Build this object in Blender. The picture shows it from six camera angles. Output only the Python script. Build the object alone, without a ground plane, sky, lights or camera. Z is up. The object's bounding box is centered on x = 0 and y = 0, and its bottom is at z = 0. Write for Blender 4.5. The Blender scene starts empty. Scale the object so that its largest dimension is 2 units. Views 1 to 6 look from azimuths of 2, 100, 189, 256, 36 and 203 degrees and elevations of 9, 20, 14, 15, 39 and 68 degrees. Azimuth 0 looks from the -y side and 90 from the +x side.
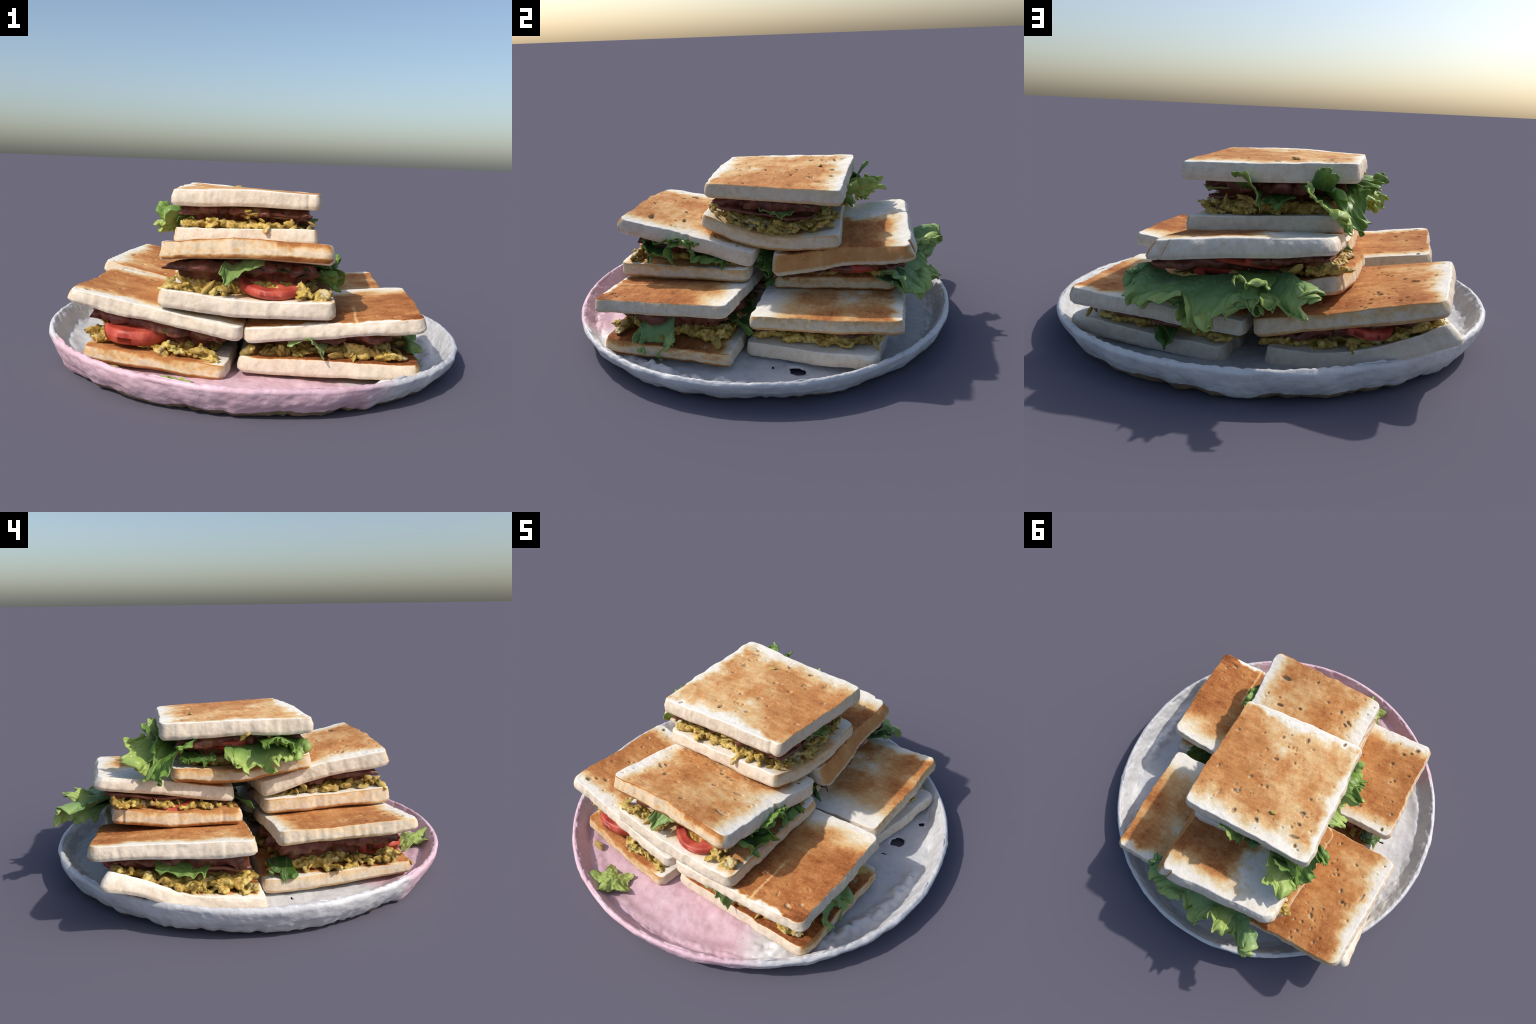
# A round plate piled with seven toasted sandwiches: four on the plate, two leaning
# on top of those, one on the very top, with egg salad, ham, tomato and lettuce.
import bpy, bmesh, math, random
import numpy as np
from mathutils import Vector, Matrix

SEED = 7
rng = np.random.default_rng(SEED)
random.seed(SEED)
COLL = bpy.context.scene.collection


# ----------------------------------------------------------------- small maths
def smooth(a, b, x):
    t = np.clip((np.asarray(x, float) - a) / (b - a), 0, 1)
    return t * t * (3 - 2 * t)


def vnoise(P, scale, seed=0):
    """Smooth gradient-like value noise in [-1, 1] for an (n,3) array."""
    P = np.asarray(P, float) * scale + seed * 17.37
    i = np.floor(P).astype(np.int64)
    f = P - i
    f = f * f * f * (f * (f * 6 - 15) + 10)

    def h(x, y, z):
        n = (x * 374761393 + y * 668265263 + z * 2147483647 + seed * 1013904223) & 0xFFFFFFFF
        n = ((n ^ (n >> 13)) * 1274126177) & 0xFFFFFFFF
        n = ((n ^ (n >> 16)) * 2246822519) & 0xFFFFFFFF
        return ((n ^ (n >> 15)) & 0xFFFF) / 32767.5 - 1

    out = 0
    for dx in (0, 1):
        for dy in (0, 1):
            for dz in (0, 1):
                w = (f[..., 0] if dx else 1 - f[..., 0]) * (f[..., 1] if dy else 1 - f[..., 1]) * (f[..., 2] if dz else 1 - f[..., 2])
                out = out + w * h(i[..., 0] + dx, i[..., 1] + dy, i[..., 2] + dz)
    return out


def fbm(P, scale, seed=0, octaves=3):
    return sum(vnoise(P, scale * 2 ** k, seed + k) * 0.5 ** k for k in range(octaves))


def catmull(pts, n):
    """n points along a Catmull-Rom curve through pts."""
    p = np.array(pts, float)
    if len(p) == 2:
        return p[0] + (p[1] - p[0]) * np.linspace(0, 1, n)[:, None]
    p = np.vstack([2 * p[0] - p[1], p, 2 * p[-1] - p[-2]])
    m = len(p) - 3
    t = np.linspace(0, m - 1e-9, n)
    k = t.astype(int)
    f = (t - k)[:, None]
    a, b, c, d = p[k], p[k + 1], p[k + 2], p[k + 3]
    return 0.5 * (2 * b + (c - a) * f + (2 * a - 5 * b + 4 * c - d) * f ** 2 + (3 * b - a - 3 * c + d) * f ** 3)


def make_mesh(name, verts, faces, mats, slots=None, smooth_shade=True):
    me = bpy.data.meshes.new(name)
    verts = np.asarray(verts, np.float32)
    faces = np.asarray(faces, np.int32)
    n, k = faces.shape
    me.vertices.add(len(verts))
    me.vertices.foreach_set("co", verts.ravel())
    me.loops.add(n * k)
    me.loops.foreach_set("vertex_index", faces.ravel())
    me.polygons.add(n)
    me.polygons.foreach_set("loop_start", np.arange(0, n * k, k, dtype=np.int32))
    me.polygons.foreach_set("loop_total", np.full(n, k, np.int32))
    for m in mats:
        me.materials.append(m)
    if slots is not None:
        me.polygons.foreach_set("material_index", np.asarray(slots, np.int32))
    me.update(calc_edges=True)
    me.validate()
    me.polygons.foreach_set("use_smooth", np.full(len(me.polygons), smooth_shade))
    return me


def add(name, me, parent=None, matrix=None):
    ob = bpy.data.objects.new(name, me)
    COLL.objects.link(ob)
    if parent is not None:
        ob.parent = parent
    if matrix is not None:
        # parents are Empties without rotation or scale
        loc = Matrix.Translation(-parent.location) if parent is not None else Matrix()
        ob.matrix_local = loc @ matrix
    return ob


def frame(origin, x, z):
    x = np.array(x, float)
    z = np.array(z, float)
    z /= np.linalg.norm(z)
    x = x - z * (x @ z)
    x /= np.linalg.norm(x)
    y = np.cross(z, x)
    M = Matrix.Identity(4)
    for r in range(3):
        M[r][0], M[r][1], M[r][2], M[r][3] = x[r], y[r], z[r], origin[r]
    R = np.stack([x, y, z], 1)
    return M, R


def grid_faces(nu, nv, wrap_u=False):
    i = np.arange(nu if wrap_u else nu - 1)
    j = np.arange(nv - 1)
    I, J = np.meshgrid(i, j, indexing="ij")
    I2 = (I + 1) % nu
    return np.stack([I * nv + J, I2 * nv + J, I2 * nv + J + 1, I * nv + J + 1], -1).reshape(-1, 4)


# ----------------------------------------------------------------- node helper
class Nodes:
    def __init__(self, name):
        self.mat = bpy.data.materials.new(name)
        self.mat.use_nodes = True
        self.t = self.mat.node_tree
        self.t.nodes.clear()
        self.out = self.t.nodes.new("ShaderNodeOutputMaterial")
        self.bsdf = self.t.nodes.new("ShaderNodeBsdfPrincipled")
        self.t.links.new(self.bsdf.outputs[0], self.out.inputs[0])
        self.co = self.t.nodes.new("ShaderNodeTexCoord")
        self.obj = self.co.outputs["Object"]

    def put(self, sock, v):
        if isinstance(v, (int, float)):
            sock.default_value = v
        elif isinstance(v, (tuple, list)):
            sock.default_value = (*v, 1.0) if (len(v) == 3 and sock.type == "RGBA") else v
        else:
            self.t.links.new(v, sock)

    def m(self, op, a, b=None, c=None, clamp=False):
        n = self.t.nodes.new("ShaderNodeMath")
        n.operation = op
        n.use_clamp = clamp
        for k, v in enumerate((a, b, c)):
            if v is not None:
                self.put(n.inputs[k], v)
        return n.outputs[0]

    def sstep(self, x, a, b, lo=0.0, hi=1.0):
        n = self.t.nodes.new("ShaderNodeMapRange")
        n.interpolation_type = "SMOOTHSTEP"
        for k, v in enumerate((x, a, b, lo, hi)):
            self.put(n.inputs[k], v)
        return n.outputs[0]

    def xyz(self, v):
        n = self.t.nodes.new("ShaderNodeSeparateXYZ")
        self.put(n.inputs[0], v)
        return n.outputs

    def mapping(self, scale=(1, 1, 1), loc=(0, 0, 0), rot=(0, 0, 0), v=None):
        n = self.t.nodes.new("ShaderNodeMapping")
        self.put(n.inputs["Vector"], self.obj if v is None else v)
        n.inputs["Scale"].default_value = scale
        n.inputs["Location"].default_value = loc
        n.inputs["Rotation"].default_value = rot
        return n.outputs[0]

    def noise(self, scale, detail=3, rough=0.55, v=None, dist=0.0):
        n = self.t.nodes.new("ShaderNodeTexNoise")
        self.put(n.inputs["Vector"], self.obj if v is None else v)
        n.inputs["Scale"].default_value = scale
        n.inputs["Detail"].default_value = detail
        n.inputs["Roughness"].default_value = rough
        n.inputs["Distortion"].default_value = dist
        return n.outputs[0]

    def voronoi(self, scale, v=None, feature="F1"):
        n = self.t.nodes.new("ShaderNodeTexVoronoi")
        n.feature = feature
        self.put(n.inputs["Vector"], self.obj if v is None else v)
        n.inputs["Scale"].default_value = scale
        return n.outputs["Distance"]

    def ramp(self, x, stops):
        n = self.t.nodes.new("ShaderNodeValToRGB")
        self.put(n.inputs[0], x)
        e = n.color_ramp.elements
        while len(e) < len(stops):
            e.new(0.5)
        for el, (p, c) in zip(e, stops):
            el.position = p
            el.color = (*c, 1)
        return n.outputs[0]

    def mix(self, f, a, b, mode="MIX"):
        n = self.t.nodes.new("ShaderNodeMix")
        n.data_type = "RGBA"
        n.blend_type = mode
        self.put(n.inputs[0], f)
        self.put(n.inputs[6], a)
        self.put(n.inputs[7], b)
        return n.outputs[2]

    def bump(self, h, strength=0.3, distance=0.004):
        n = self.t.nodes.new("ShaderNodeBump")
        self.put(n.inputs["Height"], h)
        n.inputs["Strength"].default_value = strength
        n.inputs["Distance"].default_value = distance
        self.t.links.new(n.outputs[0], self.bsdf.inputs["Normal"])

    def finish(self, color, rough=0.8, spec=0.3, **kw):
        self.put(self.bsdf.inputs["Base Color"], color)
        self.put(self.bsdf.inputs["Roughness"], rough)
        self.put(self.bsdf.inputs["Specular IOR Level"], spec)
        for k, v in kw.items():
            self.put(self.bsdf.inputs[k.replace("_", " ")], v)
        return self.mat


WHITE = (0.86, 0.815, 0.73)
CRUMB = (0.71, 0.615, 0.495)
TOAST = [(0.0, WHITE), (0.10, (0.80, 0.69, 0.49)), (0.27, (0.73, 0.475, 0.225)), (0.48, (0.575, 0.265, 0.092)), (0.72, (0.40, 0.142, 0.043)), (1.0, (0.19, 0.058, 0.018))]
BROWN_SIDE = [(0.0, CRUMB), (0.14, (0.69, 0.53, 0.34)), (0.34, (0.62, 0.375, 0.165)), (0.56, (0.47, 0.215, 0.07)), (0.8, (0.30, 0.11, 0.032)), (1.0, (0.15, 0.05, 0.016))]


def toast_material(name, hx, hy, pale=(0, 0, 0, 0), level=0.55, grad=(0, 0), sides=(0, 0, 0, 0), under=0.4, stripes=(), spots=(), shift=0.0):
    """Toasted white bread. pale: widths (m) of the untoasted bands along -x, +x, -y, +y;
    grad: browner toward +x / +y; sides: how far browning runs down each cut side;
    stripes: pale lines (x0, width); spots: (x, y, radius, amount) browner or paler places."""
    N = Nodes(name)
    v = N.mapping(loc=(shift, shift * 0.7, shift * 0.3))
    x, y, z = N.xyz(N.obj)
    big = N.m("SUBTRACT", N.noise(4.5, 3, 0.6, v), 0.5)
    mid = N.m("SUBTRACT", N.noise(14, 4, 0.6, v), 0.5)
    fine = N.m("SUBTRACT", N.noise(75, 3, 0.65, v), 0.5)
    streak = N.m("SUBTRACT", N.noise(1.0, 4, 0.6, N.mapping(scale=(9, 42, 30), rot=(0, 0, 0.12), v=v)), 0.5)
    heat = N.m("ADD", N.m("ADD", N.m("MULTIPLY", x, grad[0] / hx), N.m("MULTIPLY", y, grad[1] / hy)), level)
    heat = N.m("MULTIPLY_ADD", big, 0.95, heat)
    heat = N.m("MULTIPLY_ADD", mid, 0.50, heat)
    for sx, sy, r, amt in spots:
        d = N.m("SQRT", N.m("ADD", N.m("POWER", N.m("SUBTRACT", x, sx), 2.0), N.m("POWER", N.m("SUBTRACT", y, sy), 2.0)))
        d = N.m("MULTIPLY_ADD", mid, 0.12, d)
        heat = N.m("MULTIPLY_ADD", N.sstep(d, r, r * 0.25), amt, heat)
    for d0, w in ((N.m("ADD", x, hx), pale[0]), (N.m("SUBTRACT", hx, x), pale[1]), (N.m("ADD", y, hy), pale[2]), (N.m("SUBTRACT", hy, y), pale[3])):
        if w > 0:
            d = N.m("MULTIPLY_ADD", big, 0.14, d0)
            d = N.m("MULTIPLY_ADD", mid, 0.07, d)
            heat = N.m("MULTIPLY", heat, N.sstep(d, w * 0.05, w * 1.25))
    for x0, w in stripes:
        d = N.m("ABSOLUTE", N.m("SUBTRACT", N.m("MULTIPLY_ADD", mid, 0.02, x), x0))
        heat = N.m("MULTIPLY", heat, N.m("MAXIMUM", N.sstep(N.m("MULTIPLY_ADD", streak, 0.02, d), 0.0, w, 0.45, 1.0), N.sstep(y, -0.6 * hy, 0.0)))
    heat = N.m("MULTIPLY_ADD", fine, N.m("MULTIPLY_ADD", heat, 0.55, 0.05), heat)
    fleck = N.m("SUBTRACT", N.noise(170, 2, 0.5, N.mapping(scale=(0.8, 1.3, 1), v=v)), 0.5)
    heat = N.m("MULTIPLY_ADD", fleck, N.m("MULTIPLY_ADD", heat, 0.45, 0.03), heat)
    heat = N.m("MULTIPLY_ADD", streak, N.m("MULTIPLY_ADD", heat, 0.62, 0.02), heat)
    # the toasted skin lies on the two broad faces; the cut sides are white crumb
    nx, ny, nz = N.xyz(N.co.outputs["Normal"])
    anz = N.m("ABSOLUTE", nz)
    anz = N.m("MULTIPLY_ADD", fine, 0.25, anz)
    face = N.sstep(anz, 0.42, 0.86)
    heat = N.m("MULTIPLY", heat, face)
    low = N.sstep(nz, 0.2, -0.2)
    heat = N.m("MULTIPLY", heat, N.m("MULTIPLY_ADD", low, under - 1.0, 1.0))
    sh = None
    for c, s, amt in ((nx, -1, sides[0]), (nx, 1, sides[1]), (ny, -1, sides[2]), (ny, 1, sides[3])):
        if amt:
            t = N.m("MULTIPLY", N.sstep(N.m("MULTIPLY", c, float(s)), 0.35, 0.75), amt)
            sh = t if sh is None else N.m("ADD", sh, t)
    if sh is not None:
        edge = N.sstep(N.m("MULTIPLY_ADD", mid, 0.5, anz), 0.02, 0.62, 0.12, 1.0)
        side = N.m("MULTIPLY", sh, edge)
        side = N.m("MULTIPLY", side, N.m("MULTIPLY_ADD", big, 1.0, 0.9))
        heat = N.m("MAXIMUM", heat, side)
    col = N.mix(N.sstep(anz, 0.35, 0.8), N.ramp(heat, BROWN_SIDE), N.ramp(heat, TOAST))
    blotch = N.sstep(N.noise(19, 4, 0.65, N.mapping(loc=(3, 1, 2), v=v)), 0.40, 0.68)
    col = N.mix(N.m("MULTIPLY", blotch, N.sstep(anz, 0.8, 0.4, 0.06, 0.22)), col, (0.70, 0.56, 0.42), "MULTIPLY")
    grain = N.sstep(N.noise(38, 4, 0.7, v), 0.42, 0.75)
    col = N.mix(N.m("MULTIPLY", grain, N.sstep(anz, 0.8, 0.4, 0.24, 0.36)), col, (0.60, 0.50, 0.38), "MULTIPLY")
    holes = N.sstep(N.voronoi(95, v), 0.22, 0.06)
    col = N.mix(N.m("MULTIPLY", holes, 0.28), col, (0.45, 0.33, 0.22), "MULTIPLY")
    h = N.m("ADD", N.noise(60, 5, 0.65, v), N.m("MULTIPLY", N.voronoi(70, v), 0.5))
    N.bump(h, 0.32, 0.005)
    return N.finish(col, 0.86, 0.2)


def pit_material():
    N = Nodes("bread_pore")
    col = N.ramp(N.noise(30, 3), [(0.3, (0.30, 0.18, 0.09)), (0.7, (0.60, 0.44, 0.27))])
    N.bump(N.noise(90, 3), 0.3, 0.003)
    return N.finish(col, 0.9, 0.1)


def egg_material():
    N = Nodes("egg_salad")
    n = N.noise(24, 5, 0.65)
    big = N.noise(8, 3)
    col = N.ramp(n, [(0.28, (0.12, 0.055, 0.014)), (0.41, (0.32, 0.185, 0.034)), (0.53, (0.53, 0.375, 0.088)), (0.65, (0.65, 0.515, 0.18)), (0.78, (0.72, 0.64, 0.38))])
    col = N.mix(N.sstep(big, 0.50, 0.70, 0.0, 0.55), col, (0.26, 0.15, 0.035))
    col = N.mix(N.sstep(N.noise(11, 3, 0.6, N.mapping(loc=(4, 2, 7))), 0.58, 0.74, 0.0, 0.6), col, (0.73, 0.67, 0.46))
    col = N.mix(N.sstep(N.noise(27, 2, 0.5, N.mapping(loc=(9, 3, 1))), 0.64, 0.72, 0.0, 0.7), col, (0.17, 0.24, 0.045))
    N.bump(N.noise(80, 4), 0.4, 0.004)
    return N.finish(col, 0.45, 0.4, Subsurface_Weight=0.04)


def tomato_material():
    N = Nodes("tomato_flesh")
    n = N.noise(14, 4, 0.6)
    col = N.ramp(n, [(0.3, (0.30, 0.03, 0.02)), (0.52, (0.48, 0.07, 0.042)), (0.75, (0.62, 0.17, 0.11))])  # reds lowered to match flesh seen in shadow
    N.bump(N.noise(45, 3), 0.4, 0.004)
    return N.finish(col, 0.45, 0.4)


def pulp_material():
    N = Nodes("tomato_pulp")
    n = N.noise(26, 4, 0.6)
    col = N.ramp(n, [(0.3, (0.30, 0.10, 0.02)), (0.5, (0.55, 0.33, 0.08)), (0.72, (0.66, 0.55, 0.28))])
    N.bump(N.noise(60, 3), 0.5, 0.004)
    return N.finish(col, 0.3, 0.5)


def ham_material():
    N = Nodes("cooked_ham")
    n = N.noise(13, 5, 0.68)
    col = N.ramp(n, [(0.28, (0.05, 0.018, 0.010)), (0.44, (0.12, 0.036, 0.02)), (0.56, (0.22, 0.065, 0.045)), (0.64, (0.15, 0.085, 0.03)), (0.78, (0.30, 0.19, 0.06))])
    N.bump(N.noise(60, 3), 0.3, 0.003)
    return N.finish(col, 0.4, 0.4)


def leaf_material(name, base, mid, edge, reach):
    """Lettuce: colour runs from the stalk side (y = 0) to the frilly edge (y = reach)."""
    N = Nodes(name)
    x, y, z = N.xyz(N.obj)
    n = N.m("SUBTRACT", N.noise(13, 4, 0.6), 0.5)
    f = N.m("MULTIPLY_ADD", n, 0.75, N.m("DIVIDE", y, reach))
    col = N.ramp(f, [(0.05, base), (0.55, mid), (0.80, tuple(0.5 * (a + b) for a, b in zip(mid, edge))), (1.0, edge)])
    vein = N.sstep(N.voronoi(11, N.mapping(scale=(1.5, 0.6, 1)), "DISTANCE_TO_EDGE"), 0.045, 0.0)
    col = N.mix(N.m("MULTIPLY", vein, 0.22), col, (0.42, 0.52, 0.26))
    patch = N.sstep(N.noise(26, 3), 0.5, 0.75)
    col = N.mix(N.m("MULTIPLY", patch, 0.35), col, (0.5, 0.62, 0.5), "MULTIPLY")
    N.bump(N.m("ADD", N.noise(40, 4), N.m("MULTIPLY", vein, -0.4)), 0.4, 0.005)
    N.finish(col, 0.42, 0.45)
    tr = N.t.nodes.new("ShaderNodeBsdfTranslucent")
    N.t.links.new(col if not isinstance(col, tuple) else col, tr.inputs[0])
    mx = N.t.nodes.new("ShaderNodeMixShader")
    mx.inputs[0].default_value = 0.22
    N.t.links.new(N.bsdf.outputs[0], mx.inputs[1])
    N.t.links.new(tr.outputs[0], mx.inputs[2])
    N.t.links.new(mx.outputs[0], N.out.inputs[0])
    return N.mat


def plate_material():
    N = Nodes("glazed_plate")
    x, y, z = N.xyz(N.obj)
    n = N.noise(5, 4, 0.6)
    col = N.ramp(n, [(0.3, (0.54, 0.535, 0.545)), (0.7, (0.69, 0.68, 0.675))])
    # rose-tinted glaze over the front-left sector
    ang = N.m("ARCTAN2", y, x)
    off = N.m("ABSOLUTE", N.m("ADD", ang, math.radians(103)))
    off = N.m("MULTIPLY_ADD", N.m("SUBTRACT", N.noise(7, 4, 0.6), 0.5), 0.16, off)
    pink = N.sstep(off, math.radians(49.5), math.radians(39.5))
    pcol = N.ramp(N.noise(9, 4, 0.6), [(0.3, (0.60, 0.375, 0.43)), (0.7, (0.72, 0.52, 0.585))])
    col = N.mix(pink, col, pcol)
    scuff = N.sstep(N.noise(17, 5, 0.7, N.mapping(loc=(2, 5, 1))), 0.52, 0.72)
    col = N.mix(N.m("MULTIPLY", scuff, 0.35), col, (0.62, 0.58, 0.54), "MULTIPLY")
    speck = N.sstep(N.noise(55, 3), 0.64, 0.74)
    col = N.mix(N.m("MULTIPLY", speck, 0.30), col, (0.42, 0.42, 0.46), "MULTIPLY")
    N.bump(N.m("ADD", N.noise(24, 5, 0.6), N.m("MULTIPLY", N.voronoi(32), 0.6)), 0.4, 0.008)
    return N.finish(col, 0.45, 0.35)


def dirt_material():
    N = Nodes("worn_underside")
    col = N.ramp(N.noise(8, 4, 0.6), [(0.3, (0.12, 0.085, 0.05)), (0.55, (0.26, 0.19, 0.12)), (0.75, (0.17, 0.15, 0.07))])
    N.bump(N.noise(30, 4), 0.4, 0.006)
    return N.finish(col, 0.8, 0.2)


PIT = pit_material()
EGG = egg_material()
TOM = tomato_material()
PULP = pulp_material()
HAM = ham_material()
PLATE = plate_material()
DIRT = dirt_material()
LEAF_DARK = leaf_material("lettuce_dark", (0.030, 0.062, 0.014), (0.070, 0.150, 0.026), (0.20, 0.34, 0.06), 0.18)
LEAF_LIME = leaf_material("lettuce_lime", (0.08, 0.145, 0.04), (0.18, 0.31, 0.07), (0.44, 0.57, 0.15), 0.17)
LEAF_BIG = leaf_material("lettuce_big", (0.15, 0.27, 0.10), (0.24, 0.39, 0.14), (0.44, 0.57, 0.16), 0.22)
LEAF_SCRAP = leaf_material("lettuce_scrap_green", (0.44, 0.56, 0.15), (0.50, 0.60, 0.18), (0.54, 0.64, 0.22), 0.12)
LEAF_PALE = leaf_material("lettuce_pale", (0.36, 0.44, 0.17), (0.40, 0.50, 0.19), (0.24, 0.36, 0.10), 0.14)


# ----------------------------------------------------------------- the plate
RIM_CENTRE, RIM_TILT = (-0.002, -0.0055, 0.1355), (-0.0205, 0.0007)


def plate_height(x, y):
    """How much the tilted plate lies above or below its mean level at (x, y)."""
    return RIM_TILT[0] * x + RIM_TILT[1] * y


def build_plate():
    seg = 640
    # radius, height (for an untilted plate whose rim is at 0.1355)
    prof = [(0.0, 0.034), (0.25, 0.034), (0.5, 0.033), (0.68, 0.031), (0.80, 0.031), (0.87, 0.034), (0.908, 0.042), (0.932, 0.057), (0.950, 0.082), (0.964, 0.106),
            (0.975, 0.121), (0.9815, 0.1285), (0.986, 0.1315), (0.991, 0.1300), (0.9945, 0.125), (0.9945, 0.119), (0.989, 0.102), (0.979, 0.080),
            (0.963, 0.058), (0.945, 0.036), (0.924, 0.018), (0.895, 0.007)]
    prof = catmull([(r, 0, z) for r, z in prof], 150)[:, [0, 2]]
    prof[0, 0] = 0.004
    th = np.linspace(0, 2 * np.pi, seg, endpoint=False)
    TH, R = np.meshgrid(th, prof[:, 0], indexing="ij")
    Zp = np.broadcast_to(prof[:, 1], R.shape).copy()
    k = np.arange(len(prof))
    ctop = int(np.argmax(prof[:, 1]))
    outer = np.broadcast_to(smooth(ctop + 3, len(prof) - 1, k), R.shape)
    C = np.stack([np.cos(TH), np.sin(TH), 0 * TH], -1)
    # ragged lower edge of the outer wall
    rag = 0.9 * (0.32 - np.abs(vnoise(C, 7, 3))) + 0.8 * (0.30 - np.abs(vnoise(C, 19, 4)))
    R = R + outer ** 3 * (0.014 * vnoise(C, 3, 5) + 0.030 * rag)
    wob = 0.003 * vnoise(C, 2.2, 6) + 0.006 * np.exp(-((TH - 5.45) / 0.6) ** 2)
    R = R * (1 + wob * smooth(0.6, 1, R))
    el = 0.994 + 0.007 * np.cos(2 * (TH - 0.72))
    X, Y = R * np.cos(TH) * el, R * np.sin(TH) * el - 0.0055
    tilt = plate_height(X, Y)
    Z = Zp + tilt * (1 - outer) + outer * (tilt * 0.3 - 0.004) + outer ** 4 * 0.016 * np.maximum(0, -rag - 0.1)
    P = np.stack([X, Y, Z], -1)
    inner = smooth(0.87, 0.92, R) * (k < ctop - 6)
    flat = (1 - smooth(0.76, 0.86, R)) * (k < ctop)
    Pr = np.stack([np.cos(TH), np.sin(TH), R * 2.2], -1)
    lump = inner * (0.008 * fbm(P, 15, 11, 3) + 0.006 * vnoise(Pr, 17, 15) + 0.003 * vnoise(P, 60, 19)) + flat * 0.0042 * fbm(P, 16, 12, 3)
    P[..., 2] += lump + (0.013 * smooth(-0.35, -0.72, P[..., 1]) * (1 - smooth(0.80, 0.93, R)) + 0.016 * smooth(0.1, -0.5, P[..., 1]) * np.exp(-((R - 0.895) / 0.034) ** 2)) * (k < ctop - 8)
    # a broken, chalky ridge runs along the foot of the right-hand wall
    a = np.degrees(np.arctan2(P[..., 1], P[..., 0]))
    sector = smooth(-62, -50, a) * (1 - smooth(2, 12, a))
    P[..., 2] += sector * np.exp(-((R - 0.872) / 0.034) ** 2) * (k < ctop - 10) * 0.030 * (0.8 + 0.9 * vnoise(P, 14, 21) + 0.6 * vnoise(P, 40, 22))
    rim = np.exp(-((k - ctop) / 7.0) ** 2)
    P[..., 2] += rim * 0.0030 * (vnoise(P, 34, 13) + 1.2 * vnoise(P, 80, 14))
    out2 = smooth(ctop + 6, ctop + 24, k)
    rad = 1 + out2 * (0.0045 * fbm(P, 14, 16, 4) + 0.003 * vnoise(P, 5, 18))
    P[..., 0] *= rad
    P[..., 1] *= rad
    P[..., 2] = np.maximum(P[..., 2], 0.0065)
    faces = grid_faces(seg, len(prof), True)
    V = P.reshape(-1, 3)
    cen = V[faces].mean(1)
    kk_all = np.arange(len(faces)) % (len(prof) - 1)
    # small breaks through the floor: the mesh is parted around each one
    keep = np.ones(len(faces), bool)
    for hx, hy, ra, rb, an in HOLES:
        c, s = math.cos(an), math.sin(an)

        def polar(q):
            dx, dy = q[:, 0] - hx, q[:, 1] - hy
            a, b = (dx * c + dy * s) / ra, (-dx * s + dy * c) / rb
            return a, b, np.hypot(a, b) + 1e-6

        inside = (kk_all < ctop)
        keep &= ~((polar(cen)[2] < 0.7) & inside)
        a, b, d = polar(V)
        near = (d < 2) & (np.tile(k, seg) < ctop)
        want = 1 + np.maximum(0, d - 0.7) / 1.3
        want = want * (1 + 0.16 * vnoise(np.stack([a / d, b / d, 0 * a], -1), 1.7, 31) * (2 - np.minimum(want, 2)))
        f = np.where(near, want / d, 1)
        a, b = a * f, b * f
        V[near, 0] = (hx + a * ra * c - b * rb * s)[near]
        V[near, 1] = (hy + a * ra * s + b * rb * c)[near]
    faces, cen = faces[keep], cen[keep]
    kk = (np.arange(len(keep)) % (len(prof) - 1))[keep]
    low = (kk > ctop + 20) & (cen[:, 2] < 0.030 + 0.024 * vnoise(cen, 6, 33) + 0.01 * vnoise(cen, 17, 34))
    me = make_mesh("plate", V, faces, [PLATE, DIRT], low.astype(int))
    ob = add("plate", me)
    so = ob.modifiers.new("Solidify", "SOLIDIFY")
    so.thickness = 0.006
    so.offset = -1
    ob["label"] = "round white plate with a rose tinted front"
    ob["category"] = "plate"
    return ob


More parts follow.
